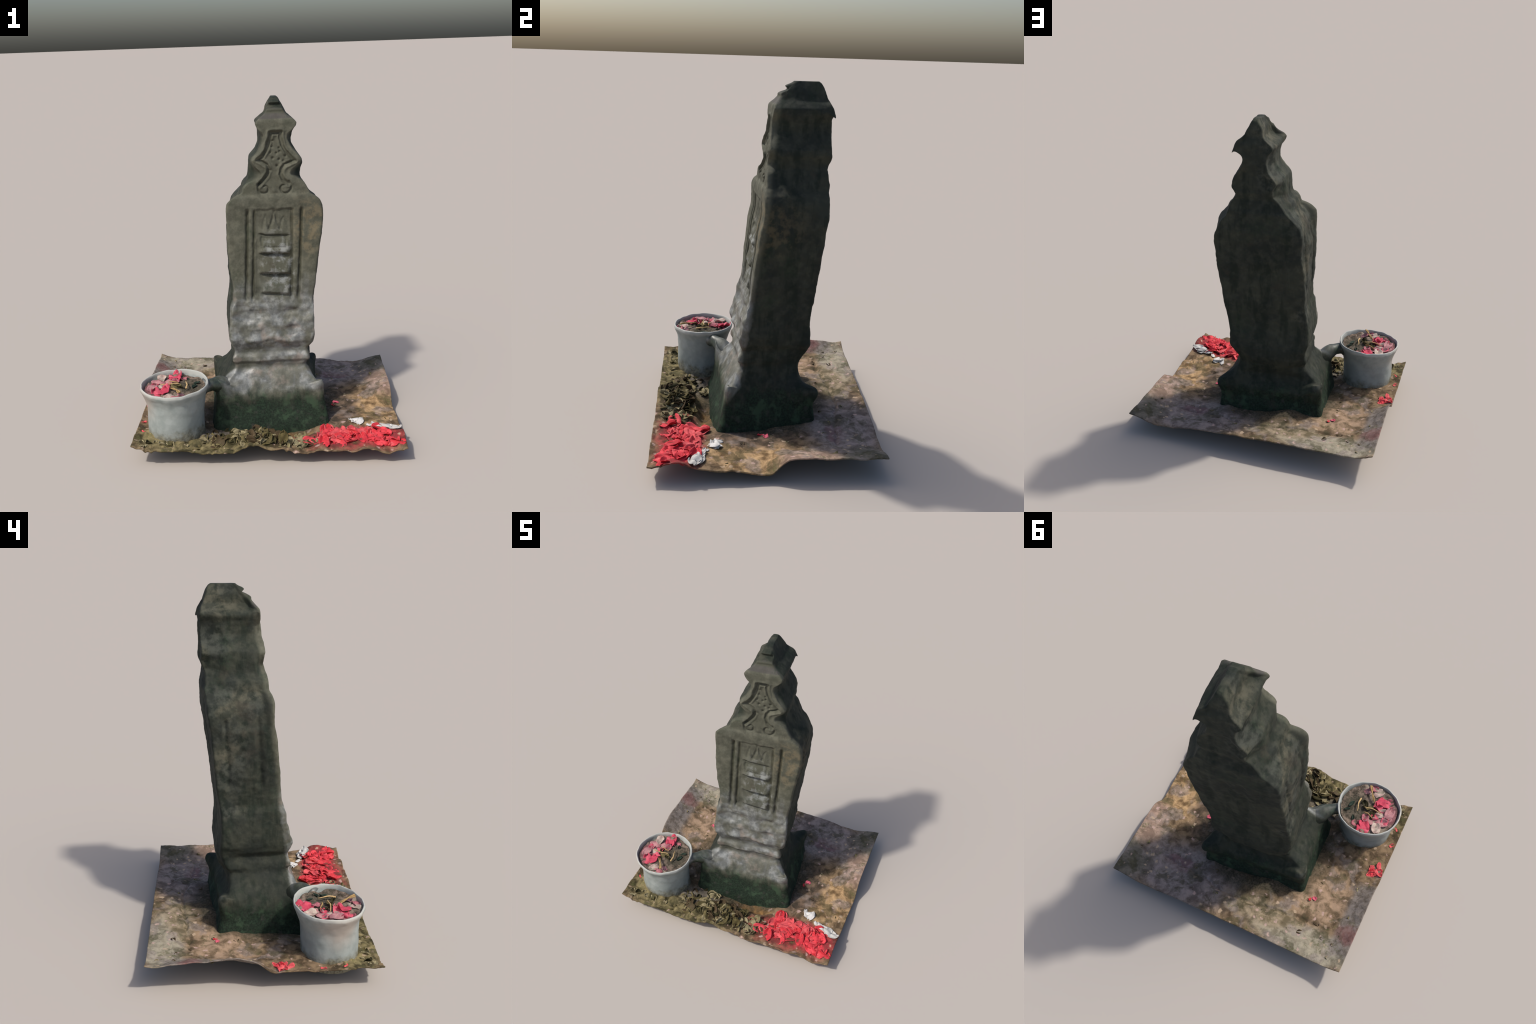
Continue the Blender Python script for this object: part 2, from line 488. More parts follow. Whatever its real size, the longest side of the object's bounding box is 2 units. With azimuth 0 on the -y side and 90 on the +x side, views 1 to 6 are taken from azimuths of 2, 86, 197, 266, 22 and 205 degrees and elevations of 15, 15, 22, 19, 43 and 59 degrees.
# ------------------------------------------------------------------ the gravestone: lofted from measured profiles
# columns: height, left edge, right edge (front face, stone's own axes)
XL_F = [(2.0, .062), (1.99, .056), (1.975, .050), (1.94, .035), (1.905, .016), (1.893, 0), (1.88, -.020), (1.868, -.032), (1.857, -.038), (1.848, -.036),
        (1.82, -.018), (1.80, .003), (1.785, .009), (1.765, .009), (1.715, -.009), (1.69, -.025), (1.66, -.052), (1.643, -.063),
        (1.625, -.058), (1.602, -.042), (1.58, -.020), (1.563, -.012), (1.545, -.018), (1.528, -.055), (1.512, -.100), (1.487, -.121), (1.456, -.136),
        (1.448, -.160), (1.423, -.200), (1.394, -.220), (1.349, -.229), (1.288, -.230), (1.232, -.226), (1.072, -.223), (1.014, -.218),
        (.957, -.210), (.90, -.202), (.864, -.200), (.818, -.204), (.778, -.222), (.714, -.228), (.657, -.235), (.62, -.238), (.579, -.234),
        (.545, -.224), (.509, -.214), (.49, -.217), (.465, -.227), (.45, -.226), (.43, -.214), (.415, -.214), (.40, -.220), (.37, -.245),
        (.33, -.285), (.295, -.318), (.265, -.332), (.23, -.334), (.19, -.334), (.13, -.345), (.06, -.360), (0, -.372)]
XR_F = [(2.0, .105), (1.99, .111), (1.975, .117), (1.94, .132), (1.905, .152), (1.893, .168), (1.88, .188), (1.868, .200), (1.857, .207), (1.848, .206),
        (1.82, .186), (1.80, .161), (1.785, .153), (1.77, .152), (1.745, .160), (1.70, .187), (1.665, .216), (1.645, .229),
        (1.625, .222), (1.605, .198), (1.588, .176), (1.565, .165), (1.552, .170), (1.535, .205), (1.524, .230), (1.501, .250), (1.475, .264), (1.444, .281), (1.428, .309),
        (1.40, .335), (1.369, .347), (1.323, .351), (1.293, .351), (1.236, .345), (1.169, .333), (1.093, .321), (1.009, .307), (.955, .301),
        (.898, .293), (.822, .279), (.792, .277), (.727, .279), (.632, .276), (.593, .276), (.552, .268), (.528, .252), (.510, .238), (.495, .235),
        (.47, .242), (.445, .245), (.425, .224), (.41, .218), (.37, .236), (.335, .262), (.30, .292), (.265, .312), (.24, .318),
        (.19, .322), (.13, .334), (.06, .345), (0, .35)]
XL_B = [(2.0, .070), (1.94, .040), (1.905, .030), (1.88, .002), (1.857, -.024), (1.848, -.027), (1.80, .004), (1.77, .010), (1.715, .000), (1.66, -.038), (1.64, -.048),
        (1.60, -.030), (1.563, -.030), (1.53, -.060), (1.482, -.095), (1.431, -.143), (1.379, -.188), (1.30, -.205), (1.198, -.200), (1.10, -.216), (.95, -.222), (.867, -.225), (.75, -.238), (.668, -.247),
        (.60, -.247), (.55, -.235), (.50, -.228), (.45, -.236), (.42, -.225), (.37, -.262), (.335, -.305), (.295, -.330), (.26, -.340), (.20, -.340), (.13, -.356), (.06, -.372), (0, -.38)]
XR_B = [(2.0, .108), (1.94, .138), (1.905, .155), (1.88, .188), (1.857, .200), (1.84, .206), (1.80, .160), (1.778, .149), (1.743, .154), (1.70, .180), (1.652, .209), (1.615, .217),
        (1.585, .200), (1.566, .193), (1.536, .208), (1.505, .228), (1.471, .240), (1.433, .256), (1.383, .297), (1.334, .320), (1.292, .335), (1.239, .339), (1.191, .336), (1.10, .330), (1.026, .317),
        (.896, .301), (.825, .291), (.759, .279), (.69, .269), (.622, .258), (.555, .260), (.532, .254), (.492, .230), (.439, .210), (.41, .212), (.37, .222), (.32, .262), (.29, .30),
        (.25, .322), (.19, .312), (.13, .318), (.06, .325), (0, .332)]
Y_F = [(2.0, .122), (1.985, .104), (1.97, .092), (1.935, .060), (1.905, .032), (1.885, .012), (1.873, .002), (1.855, -.002), (1.78, -.006), (1.735, -.010), (1.68, -.020), (1.62, -.022), (1.58, -.021),
       (1.546, -.028), (1.503, -.038), (1.455, -.041), (1.43, -.052), (1.395, -.056), (1.30, -.058), (1.205, -.074), (1.15, -.079), (1.06, -.089), (.99, -.097),
       (.902, -.105), (.842, -.110), (.802, -.117), (.755, -.138), (.716, -.142), (.653, -.161), (.592, -.172), (.565, -.170), (.54, -.162), (.512, -.154), (.50, -.155),
       (.468, -.173), (.45, -.174), (.425, -.162), (.41, -.162), (.37, -.187), (.33, -.212), (.29, -.235), (.26, -.246), (.20, -.252), (.13, -.270), (.06, -.295), (0, -.31)]
Y_B = [(2.0, .262), (1.99, .274), (1.976, .282), (1.954, .290), (1.92, .300), (1.88, .318), (1.861, .325), (1.84, .327), (1.80, .325), (1.775, .325), (1.749, .326), (1.684, .320), (1.604, .324), (1.584, .322), (1.555, .310),
       (1.533, .302), (1.488, .304), (1.458, .310), (1.415, .304), (1.348, .304), (1.293, .298), (1.246, .290), (1.202, .284), (1.157, .282), (1.088, .272), (1.007, .265),
       (.905, .256), (.811, .245), (.756, .238), (.70, .235), (.619, .238), (.55, .244), (.515, .236), (.479, .224), (.44, .205), (.41, .188), (.38, .190), (.33, .200), (.30, .218), (.27, .245), (.24, .258), (.19, .252),
       (.13, .27), (.06, .28), (0, .285)]
# the flanks bulge between front and back edges: measured on the skyline
XL_M = [(2.0, .066), (1.94, .045), (1.905, .042), (1.88, .026), (1.868, .006), (1.857, -.016), (1.84, -.025), (1.81, -.016), (1.747, -.012), (1.71, -.025), (1.675, -.052), (1.655, -.071), (1.62, -.078),
        (1.55, -.084), (1.525, -.095), (1.50, -.121), (1.475, -.130), (1.45, -.136), (1.425, -.156), (1.40, -.175), (1.349, -.198), (1.288, -.214), (1.24, -.229), (1.0, -.228), (.90, -.218), (.83, -.216),
        (.78, -.228), (.66, -.240), (.60, -.242), (.55, -.234), (.51, -.213), (.46, -.227), (.42, -.234), (.37, -.262), (.33, -.288), (.29, -.314), (.25, -.328), (.19, -.336), (.13, -.350), (.06, -.366), (0, -.378)]
XR_M = [(2.0, .107), (1.94, .135), (1.905, .153), (1.88, .184), (1.857, .205), (1.83, .202), (1.80, .190), (1.765, .180), (1.745, .180), (1.70, .200), (1.66, .222), (1.64, .236), (1.62, .239), (1.58, .226),
        (1.55, .225), (1.52, .236), (1.49, .252), (1.46, .269), (1.43, .292), (1.40, .324), (1.36, .341), (1.29, .345), (1.23, .344), (1.10, .329), (1.0, .314), (.90, .299), (.82, .288),
        (.72, .280), (.62, .276), (.56, .268), (.51, .252), (.46, .252), (.42, .245), (.37, .254), (.33, .264), (.29, .276), (.25, .286), (.19, .304), (.13, .322), (.06, .336), (0, .345)]
cols = lambda L: np.array(L).T
# the four horn-like corner ears of the plinth: (u sign, v sign, lift, outward x, outward y)
EARS = [(-1, -1, .105, .008, .006), (1, -1, .060, .004, .000), (-1, 1, .060, .008, .002), (1, 1, .030, .014, .036)]

PANEL_R = [(.051, 1.805), (.111, 1.803), (.111, 1.771), (.119, 1.727), (.141, 1.689), (.166, 1.663), (.190, 1.639), (.131, 1.616), (.115, 1.594), (.108, 1.561), (.12, 1.532), (.150, 1.505)]
PANEL_L = [(.051, 1.805), (.046, 1.774), (.033, 1.73), (.017, 1.694), (-.006, 1.666), (-.029, 1.652), (.026, 1.616), (.034, 1.598), (.030, 1.572), (.019, 1.55), (-.004, 1.530), (-.026, 1.505)]
PITS = [(.084, 1.684), (.061, 1.656), (.098, 1.647), (.124, 1.637), (.056, 1.722), (.06, 1.755), (.10, 1.713), (.103, 1.693), (.047, 1.689), (.136, 1.667), (.045, 1.585), (.085, 1.61)]


def polyline_distance(X, Z, pts):
    best = np.full(X.shape, 9.0)
    for (x0, z0), (x1, z1) in zip(pts, pts[1:]):
        dx, dz = x1 - x0, z1 - z0
        t = np.clip(((X - x0) * dx + (Z - z0) * dz) / (dx * dx + dz * dz), 0, 1)
        best = np.minimum(best, np.hypot(X - x0 - t * dx, Z - z0 - t * dz))
    return best


def spiral(cx, cz, r0, r1, a0, turns, n=26):
    out = []
    for k in range(n):
        f = k / (n - 1)
        a = a0 + turns * 2 * math.pi * f
        r = r0 + (r1 - r0) * f
        out.append((cx + r * math.cos(a), cz + r * math.sin(a)))
    return out


def groove(d, w, depth):
    return -depth * np.exp(-(d / w) ** 2)


def carving(X, Z):
    """outward height of the carved front, metres"""
    h = np.zeros_like(X)
    P = np.stack([X, Z, X * 0], 1)
    wob = vnoise(P, 30, 21) * .004
    Xw, Zw = X + wob, Z + vnoise(P, 28, 22) * .004
    # crown panel: sunk field in a raised frame
    dR, dL = polyline_distance(Xw, Zw, PANEL_R), polyline_distance(Xw, Zw, PANEL_L)
    d = np.minimum(dR, dL)
    h += groove(d, .0085, .015) + .005 * np.exp(-((d - .017) / .008) ** 2)
    zr = np.array(PANEL_R)[1:]
    zl = np.array(PANEL_L)
    right = np.interp(Zw, zr[::-1, 1], zr[::-1, 0])
    left = np.interp(Zw, zl[::-1, 1], zl[::-1, 0])
    inside = smooth(0, .01, Xw - left) * smooth(0, .01, right - Xw) * smooth(1.81, 1.795, Zw) * smooth(1.49, 1.53, Zw)
    h -= .011 * inside
    for px, pz in PITS:
        h -= .010 * np.exp(-((X - px) ** 2 + (Z - pz) ** 2) / .0075 ** 2)
    for c in (spiral(.006, 1.482, .042, .014, 2.2, .95), spiral(.126, 1.484, .046, .015, .9, -.95)):
        h += groove(polyline_distance(Xw, Zw, c), .006, .010)
    h += .007 * np.exp(-((X - .064) ** 2 + (Z - 1.468) ** 2) / .016 ** 2)
    # main panel: twin channels either side
    zt = np.array([.82, 1.12, 1.36])
    for xs, w, dep in (((-.128, -.113, -.100), .0095, .016), ((-.087, -.070, -.058), .0090, .015), ((.144, .158, .163), .0105, .015), ((.187, .207, .222), .0090, .016)):
        xc = np.interp(Z, zt, xs)
        dep = dep * (.75 + .25 * vnoise(P * 1.0, 25, 30 + int(xs[0] * 500)))
        h += -dep * np.exp(-((Xw - xc) / w) ** 2) * smooth(.80, .85, Zw) * smooth(1.37, 1.345, Zw)
    inner = smooth(-.068, -.050, Xw - .05 * (Z - 1.12)) * smooth(.158, .140, Xw - .03 * (Z - 1.12))
    h -= .008 * inner * smooth(.83, .86, Zw) * smooth(1.37, 1.35, Zw)
    # stacked tablets, each leaning out to an undercut lower lip
    tilt = Zw + .06 * (X - .055)
    blk = smooth(-.048, -.014, Xw) * smooth(.153, .119, Xw)
    for z1, z0 in ((1.210, 1.094), (1.094, .972), (.972, .848)):
        f = (z1 - tilt) / (z1 - z0)
        on = smooth(0, .03, f) * smooth(1.04, .84, f)
        h += blk * on * (-.014 + .036 * np.clip(f, 0, 2) ** .8)
    for zl_ in (1.205, 1.090, .967, .843):
        h -= .006 * blk * np.exp(-((tilt - zl_) / .009) ** 2)
    dbl = polyline_distance(Xw, Zw, [(-.020, 1.190), (.120, 1.186), (.122, 1.128), (-.022, 1.135), (-.020, 1.190)])
    h += groove(dbl, .007, .006)
    # hanging pointed leaves above the tablets
    for xb, half, top, depth in ((.057, .030, 1.342, .009), (.006, .020, 1.318, .004), (.116, .026, 1.312, .005)):
        h += groove(polyline_distance(Xw, Zw, [(xb - half, 1.246), (xb - half * .45, 1.295), (xb, top), (xb + half * .45, 1.295), (xb + half, 1.246)]), .0085, depth)
    h += .008 * np.exp(-((X - .057) / .010) ** 2 - ((Z - 1.325) / .018) ** 2)
    # worn mouldings and lumps of the lower block
    low = smooth(.86, .80, Z) * smooth(.52, .57, Z)
    h += low * (.007 * fbm(P * (1, 1.5, 1), 13, 2, 40) + .0025 * vnoise(P, 38, 44))
    for zb, a in ((.815, .010), (.745, -.006), (.690, .006), (.640, -.005), (.585, .010)):
        h += .6 * a * np.exp(-((Z - zb + .02 * vnoise(P * (1, .3, 1), 12, 45)) / .020) ** 2)
    for bx, bz, rx, rz, a in ((-.083, .790, .06, .018, .010), (.128, .784, .05, .02, .013), (-.031, .666, .04, .03, .007), (-.092, .582, .05, .016, .012),
                              (.142, .568, .06, .018, .013), (.141, .628, .045, .028, -.013), (.215, .650, .04, .06, .007), (-.14, .715, .04, .05, -.012), (.0, .73, .05, .04, .006)):
        h += a * np.exp(-((X - bx) / rx) ** 2 - ((Z - bz) / rz) ** 2)
    h += .006 * vnoise(P, 18, 46) * smooth(.53, .48, Z) * smooth(.40, .46, Z)
    h += .007 * fbm(P, 14, 2, 49) * smooth(.43, .38, Z) * smooth(.22, .28, Z)
    # steps on the sloping front of the cap
    h += smooth(1.885, 1.895, Z) * 2.4 * (.006 * np.exp(-((Z - 1.935) / .012) ** 2) + .007 * np.exp(-((Z - 1.975) / .010) ** 2) - .004 * np.exp(-((Z - 1.955) / .008) ** 2))
    return h


def build_stone():
    zs = np.r_[np.arange(.015, .42, .0055), np.arange(.42, 1.86, .0036), np.arange(1.86, 1.9995, .0040), 2.0]
    nf, nsd, nb, nc = 150, 70, 80, 7
    # ring parameters: which side each vertex belongs to
    U, V, side, arc = [], [], [], []
    lin_ = lambda n: np.linspace(-1, 1, n + 2)[1:-1]
    for name, n in (("f", nf), ("r", nsd), ("b", nb), ("l", nsd)):
        for t in lin_(n):
            side.append(name); arc.append(t)
        for k in range(nc):
            side.append({"f": "fr", "r": "rb", "b": "bl", "l": "lf"}[name]); arc.append((k + .5) / nc)
    side, arc = np.array(side), np.array(arc)
    m = len(side)
    rows = []
    xlf, xrf, xlb, xrb = (pchip(*cols(t), zs) for t in (XL_F, XR_F, XL_B, XR_B))
    xlm, xrm = pchip(*cols(XL_M), zs), pchip(*cols(XR_M), zs)
    yf, yb = pchip(*cols(Y_F), zs), pchip(*cols(Y_B), zs)
    for k, z in enumerate(zs):
        hx, hy = (xrf[k] - xlf[k]) / 2, (yb[k] - yf[k]) / 2
        r = np.interp(z, [0, .25, .45, .60, .9, 1.3, 1.5, 1.85, 1.97, 2.0], [.035, .034, .022, .022, .014, .016, .010, .009, .012, .018])
        ru, rv = min(r / hx, .7), min(r / hy, .7)
        u, v = np.zeros(m), np.zeros(m)
        s = side == "f"; u[s] = arc[s] * (1 - ru); v[s] = -1
        s = side == "r"; u[s] = 1; v[s] = arc[s] * (1 - rv)
        s = side == "b"; u[s] = -arc[s] * (1 - ru); v[s] = 1
        s = side == "l"; u[s] = -1; v[s] = -arc[s] * (1 - rv)
        for nm, su, sv, a0 in (("fr", 1, -1, -.5), ("rb", 1, 1, 0), ("bl", -1, 1, .5), ("lf", -1, -1, 1)):
            s = side == nm
            a = (a0 + arc[s] * .5) * math.pi
            u[s] = su * (1 - ru) + ru * np.cos(a)
            v[s] = sv * (1 - rv) + rv * np.sin(a)
        w = (v + 1) / 2
        kf, kb = 1 - smooth(.02, .17, w), smooth(.58, 1, w)
        km = 1 - kf - kb
        L, R = xlf[k] * kf + xlm[k] * km + xlb[k] * kb, xrf[k] * kf + xrm[k] * km + xrb[k] * kb
        X = (L + R) / 2 + u * (R - L) / 2
        Y = (yf[k] + yb[k]) / 2 + v * hy
        Z = np.full(m, z)
        # faces set back or swelling between the corner edges
        mid = 1 - smooth(.45, .97, np.abs(u))
        fw, bw = smooth(-.9, -1, v) * (1 - smooth(.70, 1.0, np.abs(u)) * .75), smooth(.9, 1, v) * mid
        Y += fw * float(np.interp(z, [.12, .24, .30, .37, .55, .75, .90], [0, .008, .016, .012, .013, .014, 0]))
        Y += bw * float(np.interp(z, [.0, .10, .20, .28, .34, .41, .48, .56, .7, 1.05, 1.2, 1.42, 1.52, 1.6, 1.72, 1.78, 1.84, 1.90, 1.94], [.0, -.004, -.010, -.022, -.006, .034, .030, .010, 0, .004, .013, .013, .006, -.010, -.013, -.008, -.012, -.008, 0]))
        # plinth ears
        near = math.exp(-((z - .265) / .032) ** 2) if z > .265 else math.exp(-((z - .265) / .085) ** 2)
        for su, sv, up, ox, oy in EARS:
            c = smooth(.52, .97, su * u) * smooth(.45, .95, sv * v)
            Z += up * c * near
            X += su * ox * c * near
            Y += sv * oy * c * near
        # drooping lip at the back right corner of the cap
        c = smooth(.80, 1.0, u) * smooth(.80, 1.0, v) * math.exp(-((z - 1.848) / .016) ** 2)
        X += .006 * c; Y += .008 * c; Z -= .034 * c
        rows.append(np.c_[X, Y, Z, u, v])
    A = np.array(rows)
    n = len(zs)
    P = A[:, :, :3].reshape(-1, 3)
    u, v = A[:, :, 3].ravel(), A[:, :, 4].ravel()
    front = smooth(-.90, -.985, v)
    edge = smooth(1.0, .93, np.abs(u))
    hF = np.zeros(len(P))
    s = front > 0
    hF[s] = carving(P[s, 0], P[s, 2]) * front[s] * edge[s]
    P[:, 1] -= hF
    # sunk side panels (worn), and general weathering
    out = np.c_[np.sign(u) * np.abs(u) ** 9, np.sign(v) * np.abs(v) ** 9]
    out /= np.maximum(np.linalg.norm(out, axis=1, keepdims=True), 1e-6)
    sidew = smooth(.96, .995, np.abs(u)) * smooth(.9, .8, np.abs(v))
    zz = P[:, 2]
    pan = np.zeros(len(P))
    for yc, wd in ((.02, .011), (.20, .011)):
        pan -= .014 * np.exp(-((P[:, 1] - yc - .05 * (zz - 1.1)) / (wd * 1.4)) ** 2) * smooth(.90, .96, zz) * smooth(1.34, 1.29, zz)
    pan -= .003 * smooth(.02, .035, P[:, 1]) * smooth(.2, .185, P[:, 1]) * smooth(.92, .97, zz) * smooth(1.34, 1.30, zz)
    pan *= np.where(u < 0, .9, .5)
    backw = smooth(.96, .995, v) * smooth(.9, .8, np.abs(u))
    bp = np.zeros(len(P))
    for xc in (-.085, .0, .10, .20):
        bp -= .007 * np.exp(-((P[:, 0] - xc) / .018) ** 2) * smooth(.90, 1.0, zz) * smooth(1.34, 1.28, zz)
    rough = .0042 * fbm(P, 9, 3, 60) + .0018 * fbm(P, 34, 3, 66)
    rough *= np.where(front > .5, .55, 1.0)
    disp = rough + pan * sidew + bp * backw
    P[:, 0] += out[:, 0] * disp
    P[:, 1] += out[:, 1] * disp
    P[:, 2] = np.minimum(P[:, 2], 2.0)
    # to world axes
    Wd = np.c_[P[:, 0] * CY - P[:, 1] * SY, P[:, 0] * SY + P[:, 1] * CY, P[:, 2]]
    return Wd, n, m, zs


SW, SN, SM, SZ = build_stone()


def row_faces(k0, k1):
    F = []
    for k in range(k0, k1):
        for i in range(SM):
            j = (i + 1) % SM
            F.append((k * SM + i, k * SM + j, (k + 1) * SM + j, (k + 1) * SM + i))
    return F


def whole_normals():
    F = np.array(row_faces(0, SN - 1))
    a, b, c, d = (SW[F[:, k]] for k in range(4))
    nrm = np.cross(c - a, d - b)
    N = np.zeros_like(SW)
    for k in range(4):
        np.add.at(N, F[:, k], nrm)
    N[-SM:] += (0, 0, 1e-4)
    return N / np.maximum(np.linalg.norm(N, axis=1, keepdims=True), 1e-12)


grave = empty("gravestone")
grave["label"] = "leaning dark weathered grave marker with carved front and pointed crown"
grave["category"] = "gravestone"
SNORM = whole_normals()
k_base = int(np.argmin(abs(SZ - .412)))
k_crown = int(np.argmin(abs(SZ - 1.505)))
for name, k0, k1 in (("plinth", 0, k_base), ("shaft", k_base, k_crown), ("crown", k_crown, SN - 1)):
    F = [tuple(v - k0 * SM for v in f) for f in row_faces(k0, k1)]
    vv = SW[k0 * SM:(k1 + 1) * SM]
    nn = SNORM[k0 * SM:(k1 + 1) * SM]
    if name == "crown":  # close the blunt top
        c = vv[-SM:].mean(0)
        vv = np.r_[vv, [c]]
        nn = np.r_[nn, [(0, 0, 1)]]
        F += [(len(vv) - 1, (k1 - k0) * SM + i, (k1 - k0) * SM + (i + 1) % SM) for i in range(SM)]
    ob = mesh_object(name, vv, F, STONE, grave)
    me = ob.data
    idx = np.empty(len(me.loops), int)
    me.loops.foreach_get("vertex_index", idx)
    me.normals_split_custom_set([tuple(nn[i]) for i in idx])


def tube(path, radii, n=20, squash=1.0, closed_ends=True, bumps=0.0, seed=0):
    path = [np.array(p, float) for p in path]
    V, F = [], []
    for k, p in enumerate(path):
        t = path[min(k + 1, len(path) - 1)] - path[max(k - 1, 0)]
        t /= np.linalg.norm(t)
        side = np.cross(t, (0, 0, 1))
        if np.linalg.norm(side) < 1e-3:
            side = np.array((1.0, 0, 0))
        side /= np.linalg.norm(side)
        up = np.cross(side, t)
        for i in range(n):
            a = 2 * math.pi * i / n
            V.append(p + radii[k] * (side * math.cos(a) + up * squash * math.sin(a)))
    V = np.array(V)
    if bumps:
        c = np.repeat(np.array(path), n, 0)
        V = c + (V - c) * (1 + bumps * vnoise(V, 40, seed))[:, None]
    for k in range(len(path) - 1):
        for i in range(n):
            j = (i + 1) % n
            F.append((k * n + i, k * n + j, (k + 1) * n + j, (k + 1) * n + i))
    if closed_ends:
        V = np.r_[V, [path[0]], [path[-1]]]
        b = len(V) - 2
        F += [(b, (i + 1) % n, i) for i in range(n)]
        e = (len(path) - 1) * n
        F += [(b + 1, e + i, e + (i + 1) % n) for i in range(n)]
    return V, F


def spline(pts, n):
    pts = np.array(pts, float)
    t = np.linspace(0, 1, len(pts))
    tt = np.linspace(0, 1, n)
    return np.stack([pchip(t, pts[:, k], tt) for k in range(pts.shape[1])], 1)


# stone spur running from the front left ear to the pot
sp = spline([(-.225, -.140, .250, .036), (-.268, -.198, .300, .050), (-.310, -.246, .335, .043), (-.342, -.272, .343, .034), (-.368, -.288, .343, .035), (-.381, -.2945, .343, .044)], 24)
V, F = tube(sp[:, :3], sp[:, 3], 28, 1.12, True, .04, 3)
mesh_object("spur", V, F, STONE, grave)

# ------------------------------------------------------------------ the pot
PC = np.array((-.550, -.352))
POT_PROFILE = [  # radius, height: outside going up, over the lip, inside going down
    (.160, .060), (.155, .095), (.153, .14), (.155, .19), (.158, .24), (.165, .285), (.175, .325), (.185, .352), (.193, .370), (.1965, .382), (.196, .391), (.1935, .396), (.190, .397), (.187, .394), (.184, .385), (.181, .368), (.173, .345), (.165, .31)]
pot_top = empty("flower_pot")
pot_top["label"] = "pale glazed flared pot filled with petals and dry twigs"
pot_top["category"] = "flower pot"
prof = spline(POT_PROFILE, 76)
NA = 120
V, F = [], []
for k, (r0, z) in enumerate(prof):
    for i in range(NA):
        r = r0
        a = 2 * math.pi * i / NA
        wob = 1 + .012 * math.sin(2 * a + 1) + .008 * math.sin(5 * a + z * 9)
        sag = .006 * math.sin(a + .6) * (1 if z > .3 else 0)
        skirt = smooth(.34, .14, z) * max(0, math.cos(a - math.radians(218))) * .018
        r = r + skirt
        lean = smooth(.34, .26, z) * .006
        V.append((PC[0] + lean + 1.02 * r * wob * math.cos(a), PC[1] - lean + .985 * r * wob * math.sin(a), z + sag * min(1, max(0, (z - .3) / .06))))
for k in range(len(prof) - 1):
    for i in range(NA):
        j = (i + 1) % NA
        F.append((k * NA + i, k * NA + j, (k + 1) * NA + j, (k + 1) * NA + i))
V = np.array(V)
cen = np.c_[np.full(len(V), PC[0]), np.full(len(V), PC[1]), V[:, 2]]
V = cen + (V - cen) * (1 + .016 * vnoise(V, 16, 71) + .008 * vnoise(V, 45, 72))[:, None]
V[:, 2] += .004 * vnoise(V * (1, 1, .01), 22, 73) * smooth(.33, .38, V[:, 2])
mesh_object("pot", V, F, POT, pot_top)


def fill_height(x, y):
    P = np.array([[x, y, 0.0]])
    rr = math.hypot(x - PC[0], y - PC[1]) / .18
    return .370 + .014 * float(vnoise(P, 22, 81)[0]) + .006 * float(vnoise(P, 60, 82)[0]) - .004 * (1 - rr * rr)


V, F = [(PC[0], PC[1], fill_height(*PC))], []
NR, NB = 30, 72
for k in range(1, NR + 1):
    for i in range(NB):
        a = 2 * math.pi * i / NB
        r = .179 * k / NR
        x, y = PC[0] + r * math.cos(a), PC[1] + r * math.sin(a)
        V.append((x, y, fill_height(x, y)))
F += [(0, 1 + i, 1 + (i + 1) % NB) for i in range(NB)]
for k in range(NR - 1):
    for i in range(NB):
        j = (i + 1) % NB
        F.append((1 + k * NB + i, 1 + (k + 1) * NB + i, 1 + (k + 1) * NB + j, 1 + k * NB + j))
mesh_object("compost", V, F, COMPOST, pot_top)


# ------------------------------------------------------------------ leaves and petals (thin solid blades)
def blade_mesh(name, mat, length, width, curl, cup, twist, thick, seed, blunt=.6):
    rng = random.Random(seed)
    nu, nv = 12, 9
    top = []
    ph = rng.random() * 6
    for i in range(nu):
        s = i / (nu - 1)
        w = width * (math.sin(math.pi * min(1, .06 + s * .92)) ** blunt)
        for j in range(nv):
            t = j / (nv - 1) * 2 - 1
            tt = twist * (s - .5)
            x = (s - .5) * length
            y = t * w * .5
            z = cup * width * t * t + .10 * width * math.sin(3.1 * t + 5 * s + ph) + .06 * width * math.sin(9 * s + ph * 2) * abs(t)
            a = curl * (s - .35)
            y, z = y * math.cos(tt) - z * math.sin(tt), y * math.sin(tt) + z * math.cos(tt)
            rad = length / max(abs(curl), .05)
            if abs(curl) > .05:
                sg = 1 if curl > 0 else -1
                X = (rad - sg * z) * math.sin(abs(a)) * (1 if a * sg >= 0 else -1)
                Z = sg * (rad - (rad - sg * z) * math.cos(abs(a)))
            else:
                X, Z = x, z
            top.append((X, y, Z))
    n = nu * nv
    T = np.array(top).reshape(nu, nv, 3)
    du = np.gradient(T, axis=0)
    dv = np.gradient(T, axis=1)
    N = np.cross(du, dv)
    N /= np.maximum(np.linalg.norm(N, axis=2, keepdims=True), 1e-9)
    B = T - N * thick
    V = np.r_[T.reshape(-1, 3), B.reshape(-1, 3)]
    V[:, 2] -= np.percentile(V[:, 2], 20)
    F = []
    for i in range(nu - 1):
        for j in range(nv - 1):
            a = i * nv + j
            F.append((a, a + nv, a + nv + 1, a + 1))
            F.append((n + a, n + a + 1, n + a + nv + 1, n + a + nv))
    rim = list(range(nv)) + [i * nv + nv - 1 for i in range(1, nu)] + [(nu - 1) * nv + j for j in range(nv - 2, -1, -1)] + [i * nv for i in range(nu - 2, 0, -1)]
    for a, b in zip(rim, rim[1:] + rim[:1]):
        F.append((a, b, n + b, n + a))
    me = bpy.data.meshes.new(name)
    me.from_pydata([tuple(v) for v in V], [], F)
    me.polygons.foreach_set("use_smooth", [True] * len(me.polygons))
    me.materials.append(mat)
    me.update()
    return me


def place(name, me, parent, x, y, z, rz, rx, ry, s):
    ob = bpy.data.objects.new(name, me)
    ob.location = (x, y, z)
    ob.rotation_euler = (rx, ry, rz)
    ob.scale = (s, s, s)
    return link(ob, parent)


